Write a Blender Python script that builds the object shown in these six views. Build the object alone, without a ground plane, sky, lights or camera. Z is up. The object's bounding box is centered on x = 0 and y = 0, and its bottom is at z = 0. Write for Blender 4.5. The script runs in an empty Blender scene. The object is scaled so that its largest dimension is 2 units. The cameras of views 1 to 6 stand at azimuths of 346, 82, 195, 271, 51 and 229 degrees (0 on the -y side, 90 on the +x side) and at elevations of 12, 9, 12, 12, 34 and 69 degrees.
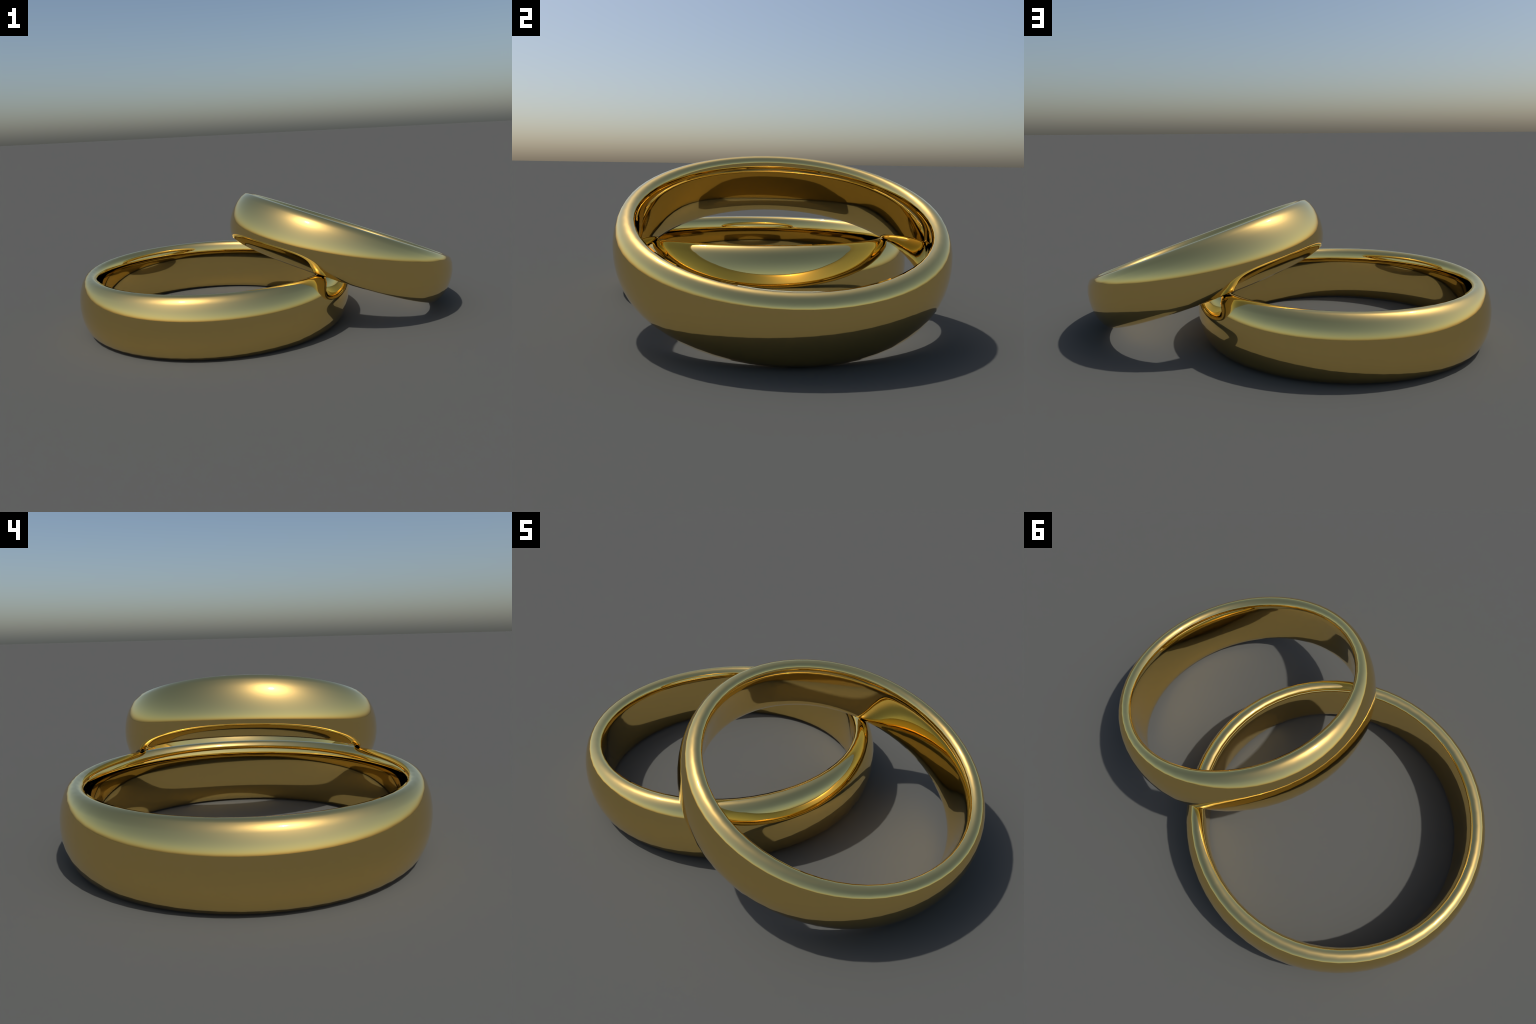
"""Two plain polished gold wedding bands: the larger lies flat, the smaller
leans on its rim.  Both share one cross-section, turned round the ring axis."""
import bpy, math
from mathutils import Matrix, Vector

SEGMENTS = 64            # facets round the band, as in the original
STEPS = 1                # profile subdivisions between control points

# Upper half of the cross-section (radius, height above the mid plane), from the
# crown of the domed outside, over the rim, round the inner corner and down the bore.
HALF_PROFILE = [
    (0.7000, 0.0000), (0.6978, 0.0370), (0.6905, 0.0750), (0.6765, 0.1120),
    (0.6580, 0.1380), (0.6358, 0.1465), (0.6125, 0.1405), (0.6032, 0.1205),
    (0.5988, 0.0940), (0.5981, 0.0730), (0.5980, 0.0360), (0.5980, 0.0000),
]


def closed_profile():
    """Mirror the half profile and run a centripetal Catmull-Rom through it."""
    lower = [(r, -z) for r, z in HALF_PROFILE[1:-1]][::-1]
    pts = [Vector((r, z)) for r, z in HALF_PROFILE + lower]
    n, out = len(pts), []
    for i in range(n):
        p0, p1, p2, p3 = (pts[(i + k) % n] for k in (-1, 0, 1, 2))
        t0 = 0.0
        t1 = t0 + (p1 - p0).length ** 0.5
        t2 = t1 + (p2 - p1).length ** 0.5
        t3 = t2 + (p3 - p2).length ** 0.5
        for s in range(STEPS):
            t = t1 + (t2 - t1) * s / STEPS
            a1 = p0 * ((t1 - t) / (t1 - t0)) + p1 * ((t - t0) / (t1 - t0))
            a2 = p1 * ((t2 - t) / (t2 - t1)) + p2 * ((t - t1) / (t2 - t1))
            a3 = p2 * ((t3 - t) / (t3 - t2)) + p3 * ((t - t2) / (t3 - t2))
            b1 = a1 * ((t2 - t) / (t2 - t0)) + a2 * ((t - t0) / (t2 - t0))
            b2 = a2 * ((t3 - t) / (t3 - t1)) + a3 * ((t - t1) / (t3 - t1))
            out.append(b1 * ((t2 - t) / (t2 - t1)) + b2 * ((t - t1) / (t2 - t1)))
    return out


def band_mesh():
    prof = closed_profile()
    m = len(prof)
    verts, faces = [], []
    for i in range(SEGMENTS):
        a = 2 * math.pi * i / SEGMENTS
        verts += [(p.x * math.cos(a), p.x * math.sin(a), p.y) for p in prof]
    for i in range(SEGMENTS):
        j = (i + 1) % SEGMENTS
        for k in range(m):
            l = (k + 1) % m
            faces.append((i * m + k, j * m + k, j * m + l, i * m + l))
    me = bpy.data.meshes.new("gold_ring")
    me.from_pydata(verts, [], faces)
    me.validate()
    for p in me.polygons:
        p.use_smooth = True
    me.update()
    return me


def polished_gold():
    mat = bpy.data.materials.new("polished_gold")
    mat.use_nodes = True
    nt = mat.node_tree
    b = nt.nodes["Principled BSDF"]
    b.inputs["Metallic"].default_value = 1.0
    b.inputs["Base Color"].default_value = (1.0, 0.72, 0.25, 1)
    b.inputs["Roughness"].default_value = 0.03
    return mat


mesh = band_mesh()
mesh.materials.append(polished_gold())
scene = bpy.context.scene

flat = bpy.data.objects.new("gold_ring", mesh)
flat.location = (-0.2991, 0.0, 0.1467)
flat.scale = (1.0013, 1.0013, 1.0)
flat["label"] = "large polished gold wedding band lying flat"
flat["category"] = "ring"
scene.collection.objects.link(flat)

# The smaller band leans towards +x: its axis, and the axes across it.
axis = Vector((0.3765, -0.005, 1.0)).normalized()
across = Vector((0, 1, 0)).cross(axis).normalized()
turn = Matrix((across, axis.cross(across), axis)).transposed().to_4x4()
leaning = flat.copy()
leaning.matrix_world = (Matrix.Translation((0.4040, -0.0066, 0.3199))
                        @ turn @ Matrix.Scale(0.8858, 4))
leaning["label"] = "smaller polished gold wedding band leaning on the other"
leaning["category"] = "ring"
scene.collection.objects.link(leaning)
